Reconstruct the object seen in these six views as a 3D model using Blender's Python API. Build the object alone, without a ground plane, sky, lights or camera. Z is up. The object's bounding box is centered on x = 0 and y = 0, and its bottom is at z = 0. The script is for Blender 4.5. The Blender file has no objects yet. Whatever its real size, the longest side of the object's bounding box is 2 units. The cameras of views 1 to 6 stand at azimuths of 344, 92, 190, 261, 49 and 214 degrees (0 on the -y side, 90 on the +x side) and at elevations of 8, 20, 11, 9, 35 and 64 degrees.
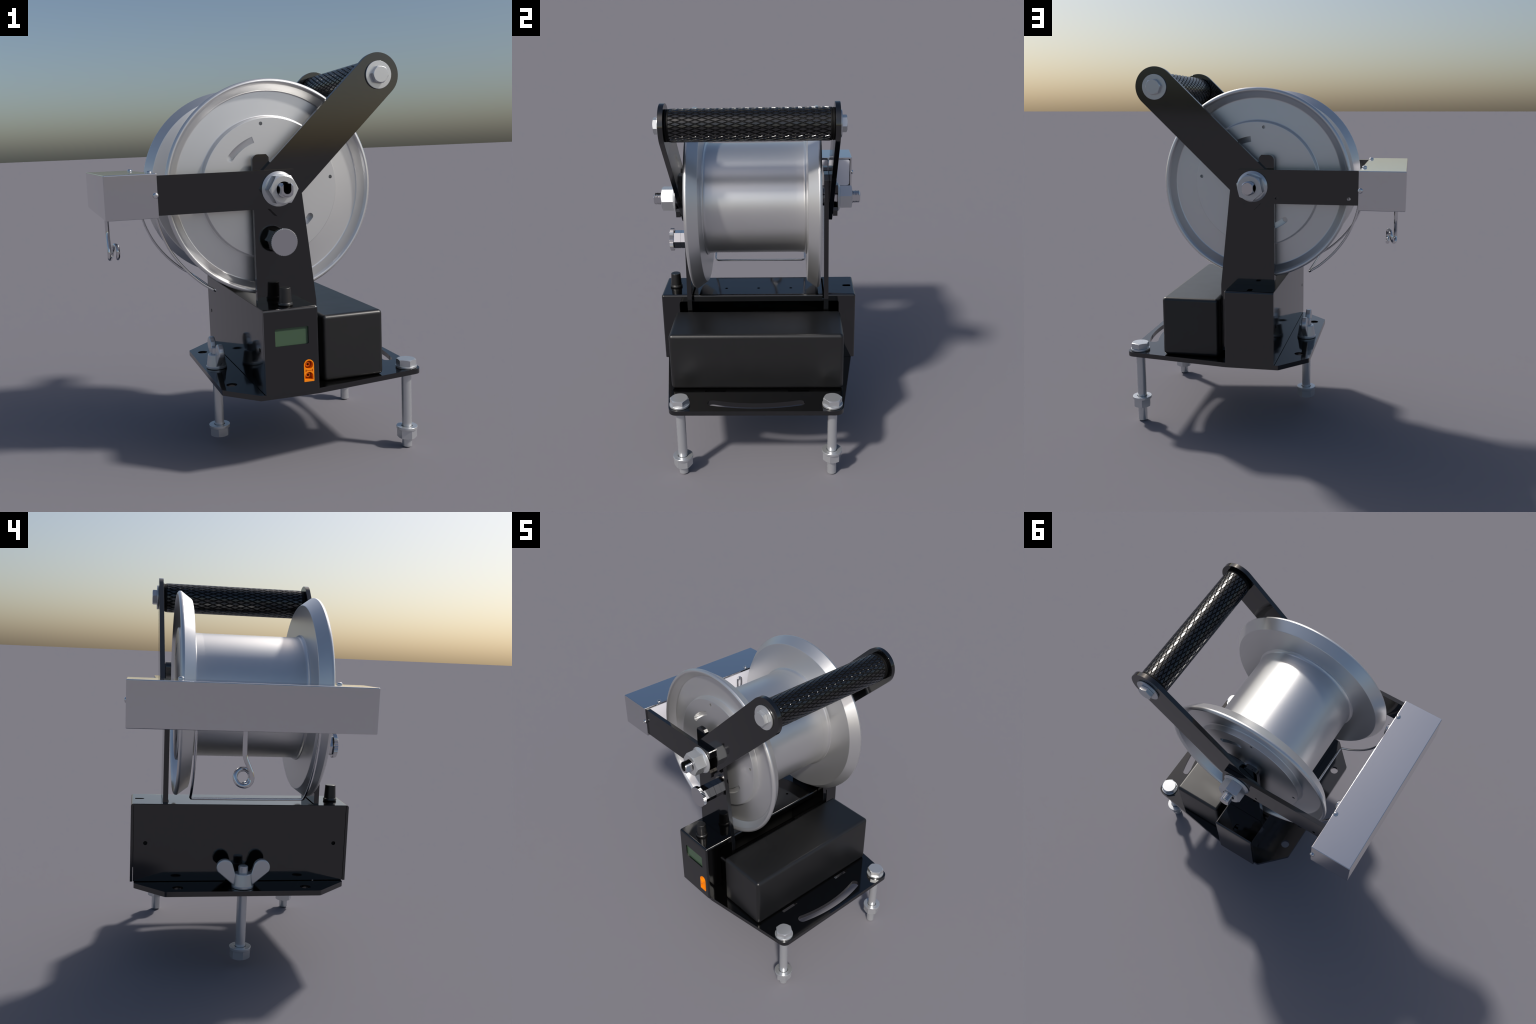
"""Motorised cable reel on a bolted base plate: polished spool between two black
side frames, knurled carrying handle, sheet-metal rope box and control housing."""
import bpy, bmesh, math
from math import sin, cos, pi, radians, tan, hypot, atan2
from mathutils import Matrix, Vector

CY = -0.0085                      # mid plane between the two side frames
AX, AZ = 0.032, 1.378             # spool axis (runs along y)
HX, HZ = 0.563, 1.893             # handle axis
scene_coll = bpy.context.scene.collection


# ------------------------------------------------------------------ materials
def make_mat(name, base, metallic=0.0, rough=0.4, spec=0.5, coat=0.0, coat_rough=0.05,
             noise_amt=0.0, noise_scale=30.0, rough_var=0.0, bump=0.0, bump_scale=200.0,
             stretch=(1, 1, 1)):
    m = bpy.data.materials.new(name)
    m.use_nodes = True
    nt = m.node_tree
    b = nt.nodes["Principled BSDF"]
    b.inputs["Base Color"].default_value = (*base, 1)
    b.inputs["Metallic"].default_value = metallic
    b.inputs["Roughness"].default_value = rough
    b.inputs["Specular IOR Level"].default_value = spec
    b.inputs["Coat Weight"].default_value = coat
    b.inputs["Coat Roughness"].default_value = coat_rough
    if noise_amt or rough_var or bump:
        tc = nt.nodes.new("ShaderNodeTexCoord")
        mp = nt.nodes.new("ShaderNodeMapping")
        mp.inputs["Scale"].default_value = stretch
        nt.links.new(tc.outputs["Object"], mp.inputs["Vector"])
        nz = nt.nodes.new("ShaderNodeTexNoise")
        nz.inputs["Scale"].default_value = noise_scale
        nz.inputs["Detail"].default_value = 4
        nt.links.new(mp.outputs["Vector"], nz.inputs["Vector"])
        if noise_amt:
            mx = nt.nodes.new("ShaderNodeMix")
            mx.data_type = "RGBA"
            mx.inputs["A"].default_value = (*[c * (1 - noise_amt) for c in base], 1)
            mx.inputs["B"].default_value = (*[min(1, c * (1 + noise_amt)) for c in base], 1)
            nt.links.new(nz.outputs["Fac"], mx.inputs["Factor"])
            nt.links.new(mx.outputs["Result"], b.inputs["Base Color"])
        if rough_var:
            mr = nt.nodes.new("ShaderNodeMapRange")
            mr.inputs["To Min"].default_value = max(0.01, rough - rough_var)
            mr.inputs["To Max"].default_value = rough + rough_var
            nt.links.new(nz.outputs["Fac"], mr.inputs["Value"])
            nt.links.new(mr.outputs["Result"], b.inputs["Roughness"])
        if bump:
            n2 = nt.nodes.new("ShaderNodeTexNoise")
            n2.inputs["Scale"].default_value = bump_scale
            nt.links.new(mp.outputs["Vector"], n2.inputs["Vector"])
            bp = nt.nodes.new("ShaderNodeBump")
            bp.inputs["Strength"].default_value = bump
            bp.inputs["Distance"].default_value = 0.001
            nt.links.new(n2.outputs["Fac"], bp.inputs["Height"])
            nt.links.new(bp.outputs["Normal"], b.inputs["Normal"])
    return m


M_GLOSS = make_mat("gloss_black_paint", (0.0012, 0.0012, 0.0013), rough=0.085, spec=1.05, rough_var=0.012, noise_scale=8)
M_SATIN = make_mat("satin_black_plastic", (0.0065, 0.0065, 0.0066), rough=0.36, spec=0.72, rough_var=0.03, noise_scale=12)
M_GRIP = make_mat("grip_black", (0.003, 0.003, 0.0032), rough=0.20, spec=1.0)
M_GROOVE = make_mat("grip_groove_black", (0.003, 0.003, 0.003), rough=0.6, spec=0.2)
M_ALU = make_mat("spun_aluminium", (0.735, 0.735, 0.735), metallic=0.90, rough=0.375, rough_var=0.015, noise_scale=6)
M_STEEL = make_mat("sheet_steel", (0.70, 0.70, 0.71), metallic=1.0, rough=0.10, noise_amt=0.01, noise_scale=3)
M_WHITE = make_mat("white_back_panel", (0.87, 0.865, 0.93), rough=0.4)
M_CHROME = make_mat("chrome", (0.72, 0.72, 0.73), metallic=1.0, rough=0.09)
M_BRIGHT = make_mat("bright_machined_steel", (0.68, 0.68, 0.69), metallic=1.0, rough=0.05)
M_ZINC = make_mat("zinc_plated_steel", (0.60, 0.615, 0.63), metallic=0.70, rough=0.27, noise_amt=0.03, noise_scale=25)
M_SCREEN = make_mat("green_display", (0.060, 0.104, 0.062), rough=0.12, spec=0.4)
M_ORANGE = make_mat("orange_plastic", (1.0, 0.265, 0.003), spec=0.3, rough=0.4, noise_amt=0.02)
M_DARK = make_mat("dark_recess", (0.004, 0.004, 0.004), rough=0.5, spec=0.2)


# ------------------------------------------------------------------ mesh tools
def finish(name, bm, mat, parent=None, angle=30, smooth=True, weighted=True):
    bmesh.ops.recalc_face_normals(bm, faces=bm.faces[:])
    me = bpy.data.meshes.new(name)
    bm.to_mesh(me)
    bm.free()
    return from_mesh(name, me, mat, parent, angle, smooth, weighted)


def from_mesh(name, me, mat, parent=None, angle=30, smooth=True, weighted=True):
    me.name = name
    me.materials.clear()
    for m in (mat if isinstance(mat, (list, tuple)) else [mat]):
        me.materials.append(m)
    if smooth:
        me.polygons.foreach_set("use_smooth", [True] * len(me.polygons))
        me.set_sharp_from_angle(angle=radians(angle))
    ob = bpy.data.objects.new(name, me)
    scene_coll.objects.link(ob)
    if parent:
        ob.parent = parent
    if weighted and smooth:
        w = ob.modifiers.new("weighted", "WEIGHTED_NORMAL")
        w.keep_sharp = True
    return ob


def empty(name, parent, loc=(0, 0, 0)):
    ob = bpy.data.objects.new(name, None)
    ob.empty_display_size = 0.05
    scene_coll.objects.link(ob)
    ob.parent = parent
    ob.location = loc
    return ob


def repeat(ob, matrix, parent=None):
    c = ob.copy()
    scene_coll.objects.link(c)
    c.parent = parent if parent else ob.parent
    c.matrix_local = matrix
    return c


def cut(ob, *cutters, mat=None):
    """Boolean-subtract the bmeshes (given in the object's own space) and bake."""
    for bm in cutters:
        bmesh.ops.recalc_face_normals(bm, faces=bm.faces[:])
        me = bpy.data.meshes.new("cutter")
        bm.to_mesh(me)
        bm.free()
        if mat:
            me.materials.append(mat)
        c = bpy.data.objects.new("cutter", me)
        work = bpy.data.objects.new("work", ob.data)
        scene_coll.objects.link(c)
        scene_coll.objects.link(work)
        md = work.modifiers.new("cut", "BOOLEAN")
        md.operation = "DIFFERENCE"
        md.solver = "EXACT"
        md.object = c
        if mat:
            md.material_mode = "TRANSFER"
        new = bpy.data.meshes.new_from_object(work.evaluated_get(bpy.context.evaluated_depsgraph_get()))
        bpy.data.objects.remove(work)
        bpy.data.objects.remove(c)
        bpy.data.meshes.remove(me)
        old = ob.data
        nm = old.name
        ob.data = new
        bpy.data.meshes.remove(old)
        new.name = nm
    return ob


def resharp(ob, angle=30):
    ob.data.polygons.foreach_set("use_smooth", [True] * len(ob.data.polygons))
    ob.data.set_sharp_from_angle(angle=radians(angle))
    return ob


def bm_box(x0, x1, y0, y1, z0, z1):
    bm = bmesh.new()
    bmesh.ops.create_cube(bm, size=1)
    for v in bm.verts:
        v.co = Vector(((x0 + x1) / 2 + v.co.x * (x1 - x0), (y0 + y1) / 2 + v.co.y * (y1 - y0),
                       (z0 + z1) / 2 + v.co.z * (z1 - z0)))
    return bm


def bevel_where(bm, test, width, seg=3):
    ed = [e for e in bm.edges if test((e.verts[0].co + e.verts[1].co) / 2, e.verts[1].co - e.verts[0].co)]
    bmesh.ops.bevel(bm, geom=ed, offset=width, segments=seg, profile=0.5, affect="EDGES", clamp_overlap=True)
    return bm


AXES = {"z": Matrix.Identity(3), "y": Matrix.Rotation(radians(-90), 3, "X"),
        "-y": Matrix.Rotation(radians(90), 3, "X"), "x": Matrix.Rotation(radians(90), 3, "Y"),
        "-x": Matrix.Rotation(radians(-90), 3, "Y")}


def place(bm, axis, loc):
    bmesh.ops.transform(bm, matrix=Matrix.Translation(loc) @ AXES[axis].to_4x4(), verts=bm.verts[:])
    return bm


def bm_cyl(r, z0, z1, seg=32, r2=None):
    bm = bmesh.new()
    bmesh.ops.create_cone(bm, cap_ends=True, segments=seg, radius1=r, radius2=r if r2 is None else r2,
                          depth=z1 - z0, matrix=Matrix.Translation((0, 0, (z0 + z1) / 2)))
    return bm


def bm_prism(pts, y0, y1):
    """Polygon in (x, z) pulled along y."""
    bm = bmesh.new()
    a = [bm.verts.new((p[0], y0, p[1])) for p in pts]
    b = [bm.verts.new((p[0], y1, p[1])) for p in pts]
    bm.faces.new(a)
    bm.faces.new(b[::-1])
    n = len(pts)
    for i in range(n):
        bm.faces.new((a[i], b[i], b[(i + 1) % n], a[(i + 1) % n]))
    return bm


def arc(cx, cy, r, a0, a1, n=12):
    return [(cx + r * cos(radians(a0 + (a1 - a0) * i / n)), cy + r * sin(radians(a0 + (a1 - a0) * i / n)))
            for i in range(n + 1)]


def rounded(pts, radii, closed=True, n=7):
    """Round the corners of a polyline with the given radii."""
    out = []
    N = len(pts)
    if not isinstance(radii, (list, tuple)):
        radii = [radii] * N
    for i in range(N):
        p = Vector(pts[i])
        r = radii[i]
        if r <= 0 or (not closed and i in (0, N - 1)):
            out.append(tuple(p))
            continue
        a = (Vector(pts[i - 1]) - p)
        b = (Vector(pts[(i + 1) % N]) - p)
        la, lb = a.length, b.length
        a.normalize()
        b.normalize()
        ang = a.angle(b)
        d = min(r / tan(ang / 2), la * 0.49, lb * 0.49)
        rr = d * tan(ang / 2)
        c = p + (a + b).normalized() * (rr / sin(ang / 2))
        s, e = p + a * d - c, p + b * d - c
        sa = atan2(s.y, s.x)
        da = atan2(e.y, e.x) - sa
        da = (da + pi) % (2 * pi) - pi
        for k in range(n + 1):
            t = sa + da * k / n
            out.append((c.x + rr * cos(t), c.y + rr * sin(t)))
    return out


def circle2(cx, cy, r, n=28):
    return [(cx + r * cos(2 * pi * i / n), cy + r * sin(2 * pi * i / n)) for i in range(n)]


def plate(name, loops, thick, mat, mtx, parent=None, bevel=0.0006):
    """Flat plate with holes: first loop is the outline, the others holes.
    Built in local xy, centred on local z = 0, moved by mtx."""
    cu = bpy.data.curves.new(name, "CURVE")
    cu.dimensions = "2D"
    cu.fill_mode = "BOTH"
    for lp in loops:
        s = cu.splines.new("POLY")
        s.points.add(len(lp) - 1)
        for p, q in zip(s.points, lp):
            p.co = (q[0], q[1], 0, 1)
        s.use_cyclic_u = True
    cu.extrude = thick / 2 - bevel
    cu.bevel_depth = bevel
    cu.bevel_resolution = 2
    cu.offset = -bevel
    tmp = bpy.data.objects.new(name, cu)
    scene_coll.objects.link(tmp)
    dg = bpy.context.evaluated_depsgraph_get()
    me = bpy.data.meshes.new_from_object(tmp.evaluated_get(dg))
    bpy.data.objects.remove(tmp)
    bpy.data.curves.remove(cu)
    bm = bmesh.new()
    bm.from_mesh(me)
    bpy.data.meshes.remove(me)
    bmesh.ops.remove_doubles(bm, verts=bm.verts[:], dist=1e-5)
    bmesh.ops.transform(bm, matrix=mtx, verts=bm.verts[:])
    return finish(name, bm, mat, parent, angle=35)


def side_matrix(y):
    """local (x, y) -> world (x, z), local z -> -y"""
    return Matrix(((1, 0, 0, 0), (0, 0, -1, y), (0, 1, 0, 0), (0, 0, 0, 1)))


def lathe(profile, seg=96, closed_profile=False, cap=True):
    """Revolve (r, z) points about z."""
    bm = bmesh.new()
    rings = []
    for r, z in profile:
        if r < 1e-6:
            rings.append([bm.verts.new((0, 0, z))])
        else:
            rings.append([bm.verts.new((r * cos(2 * pi * i / seg), r * sin(2 * pi * i / seg), z)) for i in range(seg)])
    pairs = list(zip(rings, rings[1:]))
    if closed_profile:
        pairs.append((rings[-1], rings[0]))
    for a, b in pairs:
        for i in range(seg):
            j = (i + 1) % seg
            f = [a[i % len(a)], a[j % len(a)], b[j % len(b)], b[i % len(b)]]
            u = []
            for v in f:
                if v not in u:
                    u.append(v)
            if len(u) > 2:
                bm.faces.new(u)
    if cap and not closed_profile:
        for ring in (rings[0], rings[-1]):
            if len(ring) > 2:
                bm.faces.new(ring)
    return bm


def bm_hex(R, z0, z1, turn=0.0, cham_top=True, cham_bot=False, bore=0.0):
    """Hexagon bar end with the turned chamfer that leaves curved flank edges.
    R is the corner radius; turn rotates the corners (degrees)."""
    per = 12
    n = per * 6
    ap = R * cos(radians(30))
    rc = ap * 0.985
    bm = bmesh.new()
    lo_in, lo, hi, hi_in = [], [], [], []
    for i in range(n):
        a = 360 / n * i
        rh = ap / cos(radians((a % 60) - 30))
        t = radians(a + turn)
        drop = max(0.0, rh - rc) * 0.55
        c, s = cos(t), sin(t)
        ri = min(rh, rc)
        lo_in.append(bm.verts.new((ri * c, ri * s, z0)))
        lo.append(bm.verts.new((rh * c, rh * s, z0 + (drop if cham_bot else 0.0004))))
        hi.append(bm.verts.new((rh * c, rh * s, z1 - (drop if cham_top else 0.0004))))
        hi_in.append(bm.verts.new((ri * c, ri * s, z1)))
    for a, b in ((lo_in, lo), (lo, hi), (hi, hi_in)):
        for i in range(n):
            j = (i + 1) % n
            bm.faces.new((a[i], a[j], b[j], b[i]))
    if bore:
        bi = [bm.verts.new((bore * cos(2 * pi * i / n), bore * sin(2 * pi * i / n), z0)) for i in range(n)]
        ti = [bm.verts.new((bore * cos(2 * pi * i / n), bore * sin(2 * pi * i / n), z1)) for i in range(n)]
        k = round(turn / (360 / n))
        for i in range(n):
            j = (i + 1) % n
            p, q = (i + k) % n, (j + k) % n
            bm.faces.new((lo_in[j], lo_in[i], bi[p], bi[q]))
            bm.faces.new((hi_in[i], hi_in[j], ti[q], ti[p]))
            bm.faces.new((bi[q], bi[p], ti[p], ti[q]))
    else:
        bm.faces.new(lo_in)
        bm.faces.new(hi_in)
    return bm


def join(*bms):
    out = bmesh.new()
    for b in bms:
        me = bpy.data.meshes.new("t")
        b.to_mesh(me)
        b.free()
        out.from_mesh(me)
        bpy.data.meshes.remove(me)
    return out


def washer(r, bore, z0, z1, seg=64, b=0.002):
    return lathe(rounded([(bore, z0), (r, z0), (r, z1), (bore, z1)], b, n=3), seg, closed_profile=True)


def tube(name, pts, r, mat, parent=None, smooth_path=True, cyclic=False):
    """Round wire along a list of points."""
    cu = bpy.data.curves.new(name, "CURVE")
    cu.dimensions = "3D"
    s = cu.splines.new("POLY")
    s.points.add(len(pts) - 1)
    for p, q in zip(s.points, pts):
        p.co = (*q, 1)
    cu.bevel_depth = r
    cu.bevel_resolution = 5
    cu.use_fill_caps = True
    tmp = bpy.data.objects.new(name, cu)
    scene_coll.objects.link(tmp)
    me = bpy.data.meshes.new_from_object(tmp.evaluated_get(bpy.context.evaluated_depsgraph_get()))
    bpy.data.objects.remove(tmp)
    bpy.data.curves.remove(cu)
    return from_mesh(name, me, mat, parent, angle=50, weighted=False)


def spline(ctrl, step=8):
    """Catmull-Rom through control points."""
    P = [Vector(p) for p in ctrl]
    P = [P[0] * 2 - P[1]] + P + [P[-1] * 2 - P[-2]]
    out = []
    for i in range(1, len(P) - 2):
        for k in range(step):
            t = k / step
            a, b, c, d = P[i - 1], P[i], P[i + 1], P[i + 2]
            out.append(tuple(0.5 * ((2 * b) + (c - a) * t + (2 * a - 5 * b + 4 * c - d) * t * t
                                    + (3 * b - a - 3 * c + d) * t ** 3)))
    out.append(tuple(P[-2]))
    return out


# ------------------------------------------------------------------ root
root = bpy.data.objects.new("cable_reel", None)
scene_coll.objects.link(root)
root["label"] = "motorised cable reel with aluminium spool on black bolted stand"
root["category"] = "cable reel"

# ------------------------------------------------------------------ base plate
Z0, Z1 = 0.400, 0.426
half = [(-0.268, 0.392), (-0.120, 0.546), (0.170, 0.546), (0.768, 0.4585)]
outline = [(x, CY - y) for x, y in half][::-1] + [(x, CY + y) for x, y in half]
outline = rounded(outline, [0.045, 0.02, 0.015, 0.02, 0.02, 0.015, 0.02, 0.045])
# curved adjustment slot: arc about a pivot behind the plate
R_SLOT, W_SLOT = 0.90, 0.026
pcx = 0.716 - R_SLOT
ang = math.degrees(math.asin(0.235 / R_SLOT))
slot = arc(pcx, CY, R_SLOT + W_SLOT, -ang, ang, 24) \
    + arc(pcx + R_SLOT * cos(radians(ang)), CY + R_SLOT * sin(radians(ang)), W_SLOT, ang, ang + 180, 10) \
    + arc(pcx, CY, R_SLOT - W_SLOT, ang, -ang, 24) \
    + arc(pcx + R_SLOT * cos(radians(ang)), CY - R_SLOT * sin(radians(ang)), W_SLOT, 180 - ang, 360 - ang, 10)
loops = [outline, slot]
for s in (-1, 1):
    loops.append(circle2(-0.203, CY + s * 0.327, 0.027))
    y0, y1 = sorted((CY + s * 0.172, CY + s * 0.286))
    loops.append([(0.553, y0), (0.571, y0), (0.571, y1), (0.553, y1)])
base = plate("base_plate", loops, Z1 - Z0, M_GLOSS, Matrix.Translation((0, 0, (Z0 + Z1) / 2)), root, bevel=0.0)

# ------------------------------------------------------------------ levelling bolts
RS, RW, RH = 0.0255, 0.0545, 0.0515


def shaft_bm(z0, z1, r=RS):
    return lathe([(0, z0), (r - 0.005, z0), (r, z0 + 0.005), (r, z1 - 0.004), (r - 0.004, z1), (0, z1)], 48)


bolt = None
for yy in (-0.416, 0.398):
    e = empty("levelling_bolt", root, (0.705, yy, 0))
    if bolt is None:
        sh = finish("bolt_shaft", shaft_bm(0.0, 0.44), M_ZINC, e)
        hd = finish("bolt_head", bm_hex(RH, 0.439, 0.471, 25), M_ZINC, e, angle=18)
        wu = finish("washer", washer(RW, RS, Z1 + 0.0008, 0.4385), M_ZINC, e)
        wl = finish("washer", washer(RW, RS + 0.003, 0.098, 0.112), M_ZINC, e)
        nu = finish("nut", bm_hex(RH - 0.0005, 0.050, 0.0975, 32, cham_top=False, cham_bot=True), M_ZINC, e, angle=18)
        bolt = (sh, hd, wu, wl, nu)
    else:
        for o in bolt:
            m = Matrix.Rotation(radians(14), 4, "Z")
            if o in bolt[3:]:           # this foot is screwed up a little higher
                m = Matrix.Translation((0, 0, 0.037)) @ m
            repeat(o, m, e)

# rear foot: bolt from below held by a wing nut
WX, WY = -0.199, -0.0085
foot = empty("rear_foot_bolt", root, (WX, WY, 0))
finish("bolt_shaft", shaft_bm(0.09, 0.538), M_ZINC, foot)
finish("bolt_head", bm_hex(RH + 0.001, 0.052, 0.0965, 10, cham_top=False, cham_bot=True), M_ZINC, foot, angle=18)
finish("washer", washer(0.0555, RS + 0.003, 0.097, 0.113), M_ZINC, foot)

# wing nut: tapered hub with two paddle wings
hub = lathe(rounded([(0, Z1 + 0.0006), (0.0555, Z1 + 0.0006), (0.0555, Z1 + 0.012), (0.0525, Z1 + 0.014), (0.043, 0.502), (0.027, 0.502), (0.027, 0.49), (0, 0.49)],
                    [0, 0.003, 0.001, 0.001, 0.006, 0.001, 0, 0], closed=False, n=4), 64)
wn = finish("wing_nut", hub, M_ZINC, root, angle=40)
wn.location = (WX, WY, 0)
wing_pts = [(0.012, 0.497), (0.012, 0.45), (0.050, 0.440)] + arc(0.094, 0.530, 0.0425, -28, 160, 22) + [(0.041, 0.500)]
for s in (1, -1):
    pts = [(s * u, z) for u, z in wing_pts]
    if s < 0:
        pts = pts[::-1]
    # local x -> world y, local y -> world z, local z -> world x
    mtx = Matrix(((0, 0, 1, 0), (1, 0, 0, 0), (0, 1, 0, 0), (0, 0, 0, 1)))
    plate("wing", [rounded(pts, [0] * len(pts))], 0.030, M_ZINC, mtx, wn, bevel=0.006)

# ------------------------------------------------------------------ control housing
BX0, BX1, BY0, BY1, BZ0, BZ1 = -0.099, 0.170, -0.5725, 0.5565, Z1 + 0.0012, 0.832
T = 0.013
bm = bm_box(BX0, BX1, BY0, BY1, BZ0, BZ1)
bevel_where(bm, lambda c, d: (abs(d.x) > 0.2 and c.z > 0.8) or (abs(d.z) > 0.3 and c.x > 0) or
            (abs(d.y) > 0.5 and c.z > 0.8 and c.x > 0), 0.012, 4)
shell = finish("control_housing", bm, M_GLOSS, root)
cutters = [bm_box(BX0 - 0.05, BX0 + 0.0125, BY0 + T, BY1 - T, BZ1 - T - 0.02, BZ1 - 0.0012), bm_box(BX0 - 0.05, BX1 - T, BY0 + T, BY1 - T, BZ0 - 0.1, BZ1 - T),
           bevel_where(bm_box(BX1 - 0.05, BX1 + 0.05, -0.468, 0.460, BZ0 + 0.012, 0.792),
                       lambda c, d: abs(d.x) > 0.05, 0.012, 4),
           bevel_where(bm_box(-0.046, 0.1185, BY0 - 0.05, BY0 + 0.05, 0.655, 0.7395),
                       lambda c, d: abs(d.y) > 0.05, 0.005, 3)]
# socket opening: round-topped
sock = [(0.0885, 0.471)] + [(0.1405, 0.471)] + arc(0.1145, 0.553, 0.026, 0, 180, 16)
cutters.append(bm_prism(sock, BY0 - 0.05, BY0 + 0.05))
for yy in (-0.199, -0.0085, 0.182):
    cutters.append(place(bm_cyl(0.0085, -0.05, 0.05, 20), "z", (0.070, yy, BZ1)))
# cable notch near the far end, slots for the uprights
notch = bmesh.new()
rim = [notch.verts.new((px, py, BZ1 - 0.05)) for px, py in arc(0.036, 0.502, 0.0135, 180, 360, 14) + [(0.0495, 0.536), (0.0225, 0.536)]]
bmesh.ops.translate(notch, vec=(0, 0, 0.1), verts=[e for e in bmesh.ops.extrude_face_region(notch, geom=[notch.faces.new(rim)])["geom"] if isinstance(e, bmesh.types.BMVert)])
cutters.append(notch)
for s in (-1, 1):
    y0, y1 = sorted((CY + s * 0.3745, CY + s * 0.4065))
    cutters.append(bm_box(-0.0765, BX1 + 0.02, y0, y1, BZ1 - 0.03, BZ1 + 0.05))
cut(shell, *cutters)
resharp(shell, 28)
# front panel, set between the end walls
panel = finish("front_panel", bevel_where(bm_box(BX0 - 0.0005, BX0 + 0.011, BY0 + T + 0.002, BY1 - T - 0.002, BZ0 + 0.0015, BZ1 - 0.0022),
                                          lambda c, d: True, 0.0012, 2), M_GLOSS, shell)
cut(panel, *[place(bm_cyl(0.0105, -0.03, 0.05, 24), "-x", (BX0, yy, 0.629)) for yy in (-0.499, 0.482)])
resharp(panel, 28)
finish("display_screen", bm_box(-0.049, 0.1215, BY0 + 0.0085, BY0 + 0.0125, 0.652, 0.7425), M_SCREEN, shell)
finish("panel_hole_backing", bm_box(BX0 + 0.0125, BX0 + 0.0135, BY0 + T + 0.004, BY1 - T - 0.004, BZ0 + 0.004, BZ1 - T - 0.004), M_DARK, shell)

# power socket
sockO = rounded([(0.0895, 0.472), (0.1395, 0.472)], 0, closed=False) + arc(0.1145, 0.553, 0.025, 0, 180, 18)
so = finish("power_socket", bm_prism(sockO, BY0 - 0.003, BY0 + 0.04), M_ORANGE, shell, angle=25)
up_hole = circle2(0.1148, 0.5525, 0.0205, 32)
lo_hole = [(0.0945, 0.481), (0.1348, 0.481), (0.1348, 0.498)] + arc(0.11465, 0.498, 0.0201, 0, 180, 14)[1:-1] + [(0.0945, 0.498)]
cuts = [bm_prism(up_hole, BY0 - 0.02, BY0 + 0.037), bm_prism(lo_hole, BY0 - 0.02, BY0 + 0.037),
        bm_box(0.099, 0.1305, BY0 - 0.01, BY0 + 0.004, 0.5235, 0.5265)]
for x in (0.099, 0.1305):
    cuts.append(bm_box(x - 0.002, x + 0.002, BY0 - 0.01, BY0 + 0.005, 0.519, 0.531))
cut(so, *cuts)
resharp(so, 25)
for z in (0.551, 0.499):
    pin = lathe([(0.0055, 0.012), (0.0055, 0.024), (0.012, 0.024), (0.012, 0.002), (0.011, 0.0), (0.0065, 0.0), (0.0055, 0.002)], 32, cap=False)
    bmesh.ops.recalc_face_normals(pin, faces=pin.faces[:])
    pin = place(pin, "y", (0.1148, BY0 + 0.014, z))
    finish("socket_pin", pin, M_ORANGE, so)

# rotary knob
kp = rounded([(0, BZ1 + 0.0005), (0.034, BZ1 + 0.0005), (0.0365, BZ1 + 0.006), (0.0345, BZ1 + 0.013), (0.0315, BZ1 + 0.016), (0.0275, 0.918), (0, 0.918)],
             [0, 0.001, 0.004, 0.002, 0.003, 0.003, 0], closed=False, n=4)
kn = finish("control_knob", lathe(kp, 48), M_SATIN, shell, angle=40)
kn.location = (0.034, -0.502, 0)

# ------------------------------------------------------------------ battery pack
bm = bm_box(0.226, 0.545, CY - 0.474, CY + 0.474, Z1 + 0.001, 0.757)
bevel_where(bm, lambda c, d: True, 0.020, 6)
finish("battery_pack", bm, M_SATIN, root)

# ------------------------------------------------------------------ side frames
IN_UP, OUT_UP = 0.3795, 0.4055          # distances from the mid plane
OUT_HA, OUT_ARM = 0.4315, 0.4575
up_out = [(-0.078, 0.45), (0.2235, 0.45), (0.2235, 0.826), (0.150, 1.506), (0.126, 1.532), (0.045, 1.532), (0.007, 1.500), (0.007, 1.5265), (-0.0055, 1.541), (-0.0735, 1.541)]
up_loop = rounded(up_out, [0.004, 0.004, 0.03, 0.01, 0.01, 0.004, 0.004, 0.001, 0.001, 0.028])
# handle arm: 45 degree bar, round at the grip, square below the axle
d = Vector((HX - AX, HZ - AZ)).normalized()
nrm = Vector((-d.y, d.x))
h0 = Vector((AX, AZ)) - d * 0.0905
W = 0.1065
th = math.degrees(atan2(d.y, d.x))
ha_loop = [tuple(h0 + nrm * W), tuple(h0 - nrm * (W - 0.013)), tuple(h0 - nrm * W + d * 0.013)] + arc(HX, HZ, W, th - 90, th + 90, 30)
# box arm: fork end open toward the handle side
zt, zb = 1.467, 1.288
SL = 0.042
arm_loop = rounded([(-0.55, zt), (-0.55, zb), (0.112, zb), (0.112, AZ - SL - 0.014), (0.099, AZ - SL)], [0.002, 0.002, 0.004, 0.001, 0.001], closed=False) \
    + arc(AX, AZ, SL, 270, 90, 16) + rounded([(0.112, AZ + SL), (0.112, zt - 0.004), (0.108, zt)], 0, closed=False)
for s in (-1, 1):
    def mid(a, b):
        return side_matrix(CY + s * (a + b) / 2)
    t = 0.026
    u = plate("upright", [up_loop, circle2(AX, AZ, 0.036, 32)], t, M_GLOSS, mid(IN_UP, OUT_UP), root)
    ha = plate("handle_arm", [ha_loop, circle2(AX, AZ, 0.038, 32)], t - 0.001, M_GLOSS, mid(OUT_UP + 0.001, OUT_HA), root)
    lp = [arm_loop]
    if s > 0:
        lp += [circle2(-0.476, 1.321, 0.0095, 20), circle2(-0.094, 1.320, 0.0075, 16)]
    plate("box_arm", lp, t - 0.001, M_GLOSS, mid(OUT_HA + 0.001, OUT_ARM), root)

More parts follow.
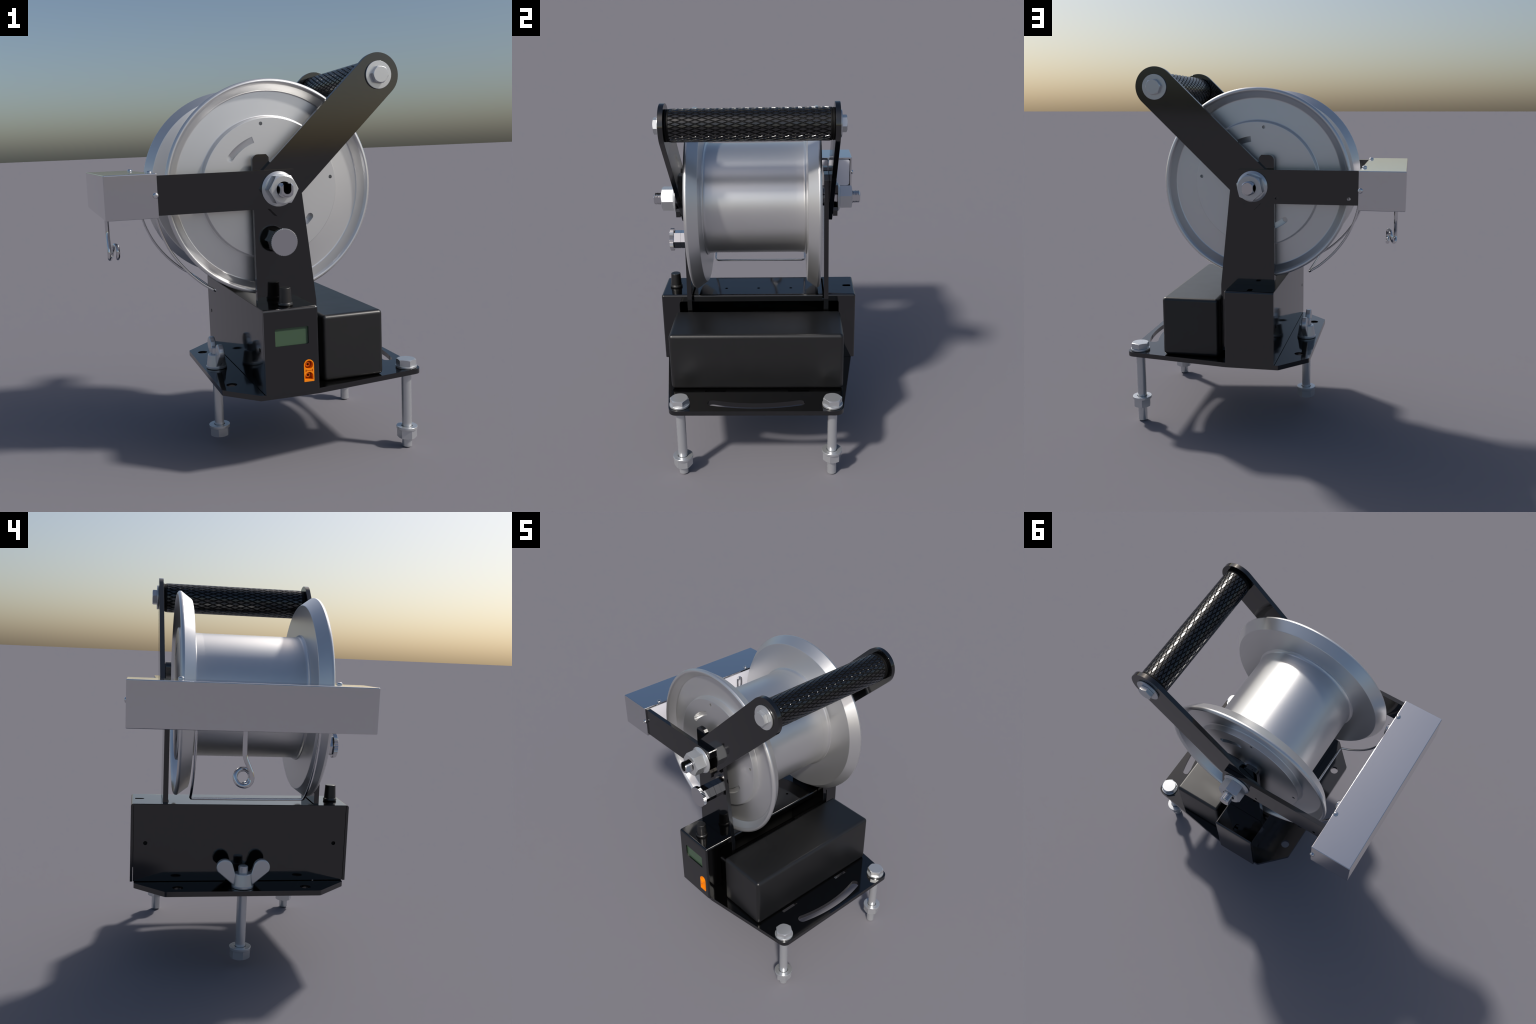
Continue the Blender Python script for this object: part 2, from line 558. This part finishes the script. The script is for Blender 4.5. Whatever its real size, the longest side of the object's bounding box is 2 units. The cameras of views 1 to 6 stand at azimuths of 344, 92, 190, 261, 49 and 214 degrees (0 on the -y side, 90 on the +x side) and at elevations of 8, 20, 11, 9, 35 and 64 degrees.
# ------------------------------------------------------------------ handle grip
HALF = 0.3935
core = lathe(rounded([(0, -0.4055), (0.0785, -0.4055), (0.0785, -HALF - 0.004), (0.076, -HALF - 0.003), (0.076, -HALF - 0.001), (0.079, -HALF), (0.079, -HALF + 0.008),
                      (0.0774, -HALF + 0.009), (0.0774, HALF - 0.009), (0.079, HALF - 0.008), (0.079, HALF), (0.076, HALF + 0.001),
                      (0.076, HALF + 0.003), (0.0785, HALF + 0.004), (0.0785, 0.4055), (0, 0.4055)], 0.0008, closed=False, n=2), 96)
grip = finish("handle_grip", place(core, "y", (HX, CY, HZ)), M_GROOVE, root, weighted=False)
# knurl: diamond pads left between two families of helical grooves
N_AROUND, PITCH, R_PAD, R_FOOT = 25, 0.0635, 0.0807, 0.0770
Y_END = HALF - 0.0085
bm = bmesh.new()
nb = int(2 * Y_END / PITCH) + 2
GAP = 0.16
SUB = 4


def pad_point(u, v, r, a_mid=None):
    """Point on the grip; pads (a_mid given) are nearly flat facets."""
    a, b = (u + v) / 2, (u - v) / 2
    th_ = a * 2 * pi / N_AROUND
    y = max(-Y_END, min(Y_END, b * PITCH))
    if a_mid is not None:
        r = r * (0.92 + 0.08 / cos((a - a_mid) * 2 * pi / N_AROUND))
    return (HX + r * cos(th_), CY + y, HZ + r * sin(th_))


for i in range(-nb - 1, N_AROUND + nb + 2):
    for j in range(-nb - 1, N_AROUND + nb + 2):
        uc, vc = i + 0.5, j + 0.5
        a, b = (uc + vc) / 2, (uc - vc) / 2
        if not (-0.01 <= a < N_AROUND - 0.01) or abs(b * PITCH) > Y_END + PITCH * 0.30:
            continue
        grid = []
        for p in range(-1, SUB + 2):
            row = []
            for q in range(-1, SUB + 2):
                edge = p in (-1, SUB + 1) or q in (-1, SUB + 1)
                pp, qq = min(max(p, 0), SUB) / SUB, min(max(q, 0), SUB) / SUB
                g = GAP if not edge else GAP * 0.42
                lo, hi = g, 1 - g
                u = i + (lo + (hi - lo) * pp)
                v = j + (lo + (hi - lo) * qq)
                if not edge:
                    rr = R_PAD
                else:
                    rr = R_FOOT
                    u = i + (GAP * 0.42 if p == -1 else (1 - GAP * 0.42 if p == SUB + 1 else GAP + (1 - 2 * GAP) * pp))
                    v = j + (GAP * 0.42 if q == -1 else (1 - GAP * 0.42 if q == SUB + 1 else GAP + (1 - 2 * GAP) * qq))
                row.append(bm.verts.new(pad_point(u, v, rr, None if edge else a)))
            grid.append(row)
        for p in range(len(grid) - 1):
            for q in range(len(grid) - 1):
                try:
                    bm.faces.new((grid[p][q], grid[p + 1][q], grid[p + 1][q + 1], grid[p][q + 1]))
                except ValueError:
                    pass
bmesh.ops.remove_doubles(bm, verts=bm.verts[:], dist=1e-5)
bmesh.ops.dissolve_degenerate(bm, dist=1e-6, edges=bm.edges[:])
knurl = finish("knurl", bm, M_GRIP, grip, angle=25, weighted=False)
knurl["kind"] = "stuff"

# handle bolts
for s in (-1, 1):
    e = empty("handle_bolt", root, (HX, CY + s * OUT_HA, HZ))
    ax = "y" if s > 0 else "-y"
    finish("washer", place(washer(0.0665, 0.02, 0.0008, 0.0095), ax, (0, 0, 0)), M_ZINC, e)
    hx = bm_hex(0.0425, 0.010, 0.0345, 0)
    # corners turned so that a flat leans up toward the handle side
    hx = place(hx, ax, (0, 0, 0))
    bmesh.ops.transform(hx, matrix=Matrix.Rotation(radians(9), 4, "Y"), verts=hx.verts[:])
    finish("bolt_head", hx, M_ZINC, e, angle=18)

# ------------------------------------------------------------------ spool
reel = empty("spool", root, (AX, CY, AZ))
SEG = 192
flange_out = [(0.045, 0.346), (0.335, 0.346), (0.3415, 0.310), (0.461, 0.305), (0.4885, 0.344), (0.502, 0.3575), (0.5150, 0.346),
              (0.5150, 0.337), (0.476, 0.2835), (0.3245, 0.2835), (0.3238, 0.2780), (0.3135, 0.2690), (0.3122, 0.226), (0.29, 0.226), (0.29, 0.30), (0.045, 0.31)]
fl_rad = [0, 0.003, 0.007, 0.010, 0.004, 0.010, 0.009, 0.004, 0.005, 0.0012, 0.0022, 0.016, 0, 0, 0, 0]
fprof = rounded(flange_out, fl_rad, n=6)


def ramp_cutter(a_deep, a_shallow, s, r=0.245, hw=0.0155):
    """Arc groove: deep round pocket that ramps up to the face at its other end."""
    bm = bmesh.new()
    rows = []
    n = 14
    for i in range(n + 1):
        f = i / n
        a = radians(a_deep + (a_shallow - a_deep) * f)
        depth = 0.033 * (1 - f) + 0.0015 * f
        row = []
        for rr, hh in ((r - hw, 0.37), (r + hw, 0.37), (r + hw, 0.346 - depth), (r - hw, 0.346 - depth)):
            row.append(bm.verts.new((rr * cos(a), s * hh, rr * sin(a))))
        rows.append(row)
    for a, b in zip(rows, rows[1:]):
        for k in range(4):
            bm.faces.new((a[k], a[(k + 1) % 4], b[(k + 1) % 4], b[k]))
    bm.faces.new(rows[0])
    bm.faces.new(rows[-1])
    return bm


for s in (-1, 1):
    ax = "y" if s > 0 else "-y"
    fl = finish("flange", place(lathe(fprof, SEG, closed_profile=True), ax, (0, 0, 0)), M_ALU, reel, angle=35)
    cs = []
    for k in range(4):
        a = radians(7.4 + 90 * k)
        cs.append(place(bm_cyl(0.0088, -0.034, 0.02, 20), ax, (0.309 * cos(a), s * 0.346, 0.309 * sin(a))))
    for a0 in ((143, 109), (-37, -71)) if s < 0 else ((51, 83), (231, 263)):
        cs.append(ramp_cutter(a0[0], a0[1], s))
        a = radians(a0[0])
        cs.append(place(bm_cyl(0.0158, -0.0335, 0.02, 32), ax, (0.245 * cos(a), s * 0.346, 0.245 * sin(a))))
    cut(fl, *cs)
    resharp(fl, 32)
finish("drum", place(lathe([(0.312, -0.23), (0.312, 0.23)], SEG, cap=False), "y", (0, 0, 0)), M_ALU, reel, weighted=False)

# bearing discs between spool and frames
for s in (-1, 1):
    ax = "y" if s > 0 else "-y"
    finish("bearing_collar", place(lathe(rounded([(0.034, 0.30), (0.075, 0.30), (0.075, 0.366), (0.034, 0.366)], 0.003, n=2), 48, closed_profile=True), ax, (0, 0, 0)), M_ZINC, reel)
    finish("thrust_washer", place(washer(0.052, 0.034, 0.3665, 0.379), ax, (0, 0, 0)), M_BRIGHT, reel)

# ------------------------------------------------------------------ axle, threads and nuts
axle_e = empty("axle", root, (AX, CY, AZ))
P_TH, R_TH = 0.0084, 0.036
prof = [(0, -0.588), (0.030, -0.588)]
y = -0.585
th_prof = []
while y < -0.40:
    th_prof += [(R_TH - 0.0045, y), (R_TH, y + P_TH * 0.42), (R_TH, y + P_TH * 0.58)]
    y += P_TH
prof += th_prof + [(R_TH - 0.001, -0.38), (R_TH - 0.001, 0.38)] + [(r, -z) for r, z in th_prof[::-1]] + [(0.030, 0.588), (0, 0.588)]
ax_ob = finish("axle_rod", place(lathe(prof, 64), "y", (0, 0, 0)), M_BRIGHT, axle_e, angle=20, weighted=False)
cs = [bm_box(sx * 0.028 if sx > 0 else -0.06, 0.06 if sx > 0 else -0.028, sy * 0.42 if sy > 0 else -0.70, 0.70 if sy > 0 else -0.42, -0.06, 0.06)
      for sx in (-1, 1) for sy in (-1, 1)]
# cable keyway, open at the top of the near end
key = [(-0.0185, 0.05), (-0.0185, -0.001)] + arc(0, -0.001, 0.0185, 180, 360, 12)[1:] + [(0.0185, 0.05)]
cut(ax_ob, *cs)
cut(ax_ob, bm_prism(key, -0.70, -0.50), mat=M_DARK)
resharp(ax_ob, 20)
for s, turn in ((-1, 0), (1, -18)):
    ax = "y" if s > 0 else "-y"
    nut = empty("flange_nut", axle_e, (0, s * OUT_ARM, 0))
    fl = lathe(rounded([(0.0365, 0.001), (0.0815, 0.001), (0.0825, 0.006), (0.070, 0.016), (0.0365, 0.022)], [0, 0.001, 0.003, 0.004, 0], n=4), 72, closed_profile=True)
    hx = bm_hex(0.0715, 0.012, 0.084, 0, bore=0.0365)
    hx = place(hx, ax, (0, 0, 0))
    bmesh.ops.transform(hx, matrix=Matrix.Rotation(radians(turn), 4, "Y"), verts=hx.verts[:])
    finish("nut_flange", place(fl, ax, (0, 0, 0)), M_ZINC, nut)
    finish("nut_body", hx, M_ZINC, nut, angle=18)

# ------------------------------------------------------------------ lock knob on the near frame
lk = empty("lock_knob", root, (0.036, CY - OUT_UP, 1.132))
for k, (a, b) in enumerate(((0.0005, 0.0395), (0.0398, 0.080))):
    hx = place(bm_hex(0.0535, a, b, 0, cham_top=False), "-y", (0, 0, 0))
    finish("hex_shank", hx, M_BRIGHT, lk, angle=15)
nk = 44
pr = []
for i in range(nk * 6):
    a = 2 * pi * i / (nk * 6)
    pr.append(((0.0638 + 0.0014 * cos(nk * a)) * cos(a), (0.0638 + 0.0014 * cos(nk * a)) * sin(a)))
plate("knurled_cap", [pr], 0.022, M_BRIGHT, side_matrix(-0.0915), lk, bevel=0.0012)

# ------------------------------------------------------------------ rope box
GX0, GX1, GY0, GY1, GZ0, GZ1 = -0.768, -0.533, -0.477, 0.580, 1.278, 1.477
TB = 0.0105
bm = bm_box(GX0, GX1, GY0, GY1, GZ0, GZ1)
bevel_where(bm, lambda c, d: True, 0.0042, 4)
gb = finish("rope_box", bm, M_STEEL, root)
cut(gb, bevel_where(bm_box(GX0 + TB, GX1 + 0.05, GY0 + TB, GY1 - TB, GZ0 + TB, GZ1 - TB), lambda c, d: abs(d.x) > 0.1, 0.004, 3))
resharp(gb, 28)
# white cover plate with rounded corners, closed from the reel side
y0, y1, z0, z1 = GY0 + TB + 0.003, GY1 - TB - 0.003, GZ0 + TB + 0.003, GZ1 - TB - 0.003
bp = rounded([(y0, z0), (y1, z0), (y1, z1), (y0, z1)], 0.016)
plate("back_panel", [bp], 0.010, M_WHITE, Matrix(((0, 0, 1, -0.544), (1, 0, 0, 0), (0, 1, 0, 0), (0, 0, 0, 1))), gb, bevel=0.003)


def screw(name, axis, loc, turn=0):
    pr = [(0, -0.004), (0.0125, -0.004), (0.0138, -0.001)] + [(0.0138 * cos(radians(a)) ** 0.7, 0.0108 * sin(radians(a)) ** 0.8) for a in range(8, 90, 12)] + [(0, 0.0108)]
    o = finish(name, lathe(pr, 32), M_CHROME, gb, angle=60, weighted=False)
    w = 0.0022
    cut(o, bm_box(-0.0075, 0.0075, -w / 2, w / 2, 0.007, 0.03), bm_box(-w / 2, w / 2, -0.0075, 0.0075, 0.007, 0.03))
    resharp(o, 50)
    o.matrix_local = Matrix.Translation(loc) @ AXES[axis].to_4x4() @ Matrix.Rotation(radians(turn), 4, "Z")
    return o


for k, yy in enumerate((-0.358, 0.348)):
    screw("screw", "z", (-0.548, yy, GZ1 - 0.0003), 20 + 37 * k)
    o = screw("screw", "z", (0, 0, 0))
    o.matrix_local = Matrix.Translation((-0.548, yy, GZ0 + 0.0003)) @ Matrix.Rotation(pi, 4, "X")
screw("screw", "y", (-0.5435, GY1 - 0.0003, 1.379), 5)
screw("screw", "-y", (-0.5435, GY0 + 0.0003, 1.379), 30)

# wire guard: a hoop below the spool, ends looped on the back panel
RWIRE = 0.0065
leg = [(-0.519, 1.345), (-0.517, 1.290), (-0.511, 1.240), (-0.486, 1.161), (-0.446, 1.082), (-0.387, 1.004), (-0.315, 0.936), (-0.262, 0.900)]
HW = 0.281


def hook(s):
    """U loop at the top of a leg, in the plane of the panel."""
    out = []
    yc, r = 0.2805, 0.0165
    for z in (1.375, 1.40):
        out.append((-0.521, CY + s * (yc + r) if z > 1.39 else CY + s * (yc + r * 0.8), z))
    for a in range(0, 181, 20):
        out.append((-0.521, CY + s * (yc + r * cos(radians(a))), 1.424 + r * sin(radians(a))))
    out.append((-0.521, CY + s * (yc - r), 1.372))
    return out


left = spline([(x, CY - HW, z) for x, z in leg])
right = spline([(x, CY + HW, z) for x, z in leg])
cor = 0.018
ex, ez = -0.2485, 0.8905
path = hook(-1)[::-1] + left
path += [(ex - 0.003, CY - HW + 0.004, ez + 0.002), (ex, CY - HW + cor, ez), (ex, CY - 0.12, ez), (ex, CY + 0.12, ez),
         (ex, CY + HW - cor, ez), (ex - 0.003, CY + HW - 0.004, ez + 0.002)]
path += right[::-1] + hook(1)
tube("wire_guard", path, RWIRE, M_CHROME, root)

# pigtail eye hanging from the box
ey, exx = 0.0825, -0.714
R_E = 0.0345
pts = spline([(exx, ey, 1.285), (exx, ey, 1.20), (exx, ey - 0.003, 1.165), (exx, ey - 0.018, 1.128), (exx, ey - 0.031, 1.098)], 6)
n = 64
total = 475
for i in range(n + 1):
    a = 20 - total * i / n                  # degrees, measured from -y side toward up
    f = i / n
    x = exx + 0.043 * max(0.0, min(1.0, (f - 0.16) / 0.55))
    pts.append((x, ey - R_E * cos(radians(a)), 1.0735 + R_E * sin(radians(a))))
tube("pigtail_eye", pts, 0.0107, M_CHROME, root)
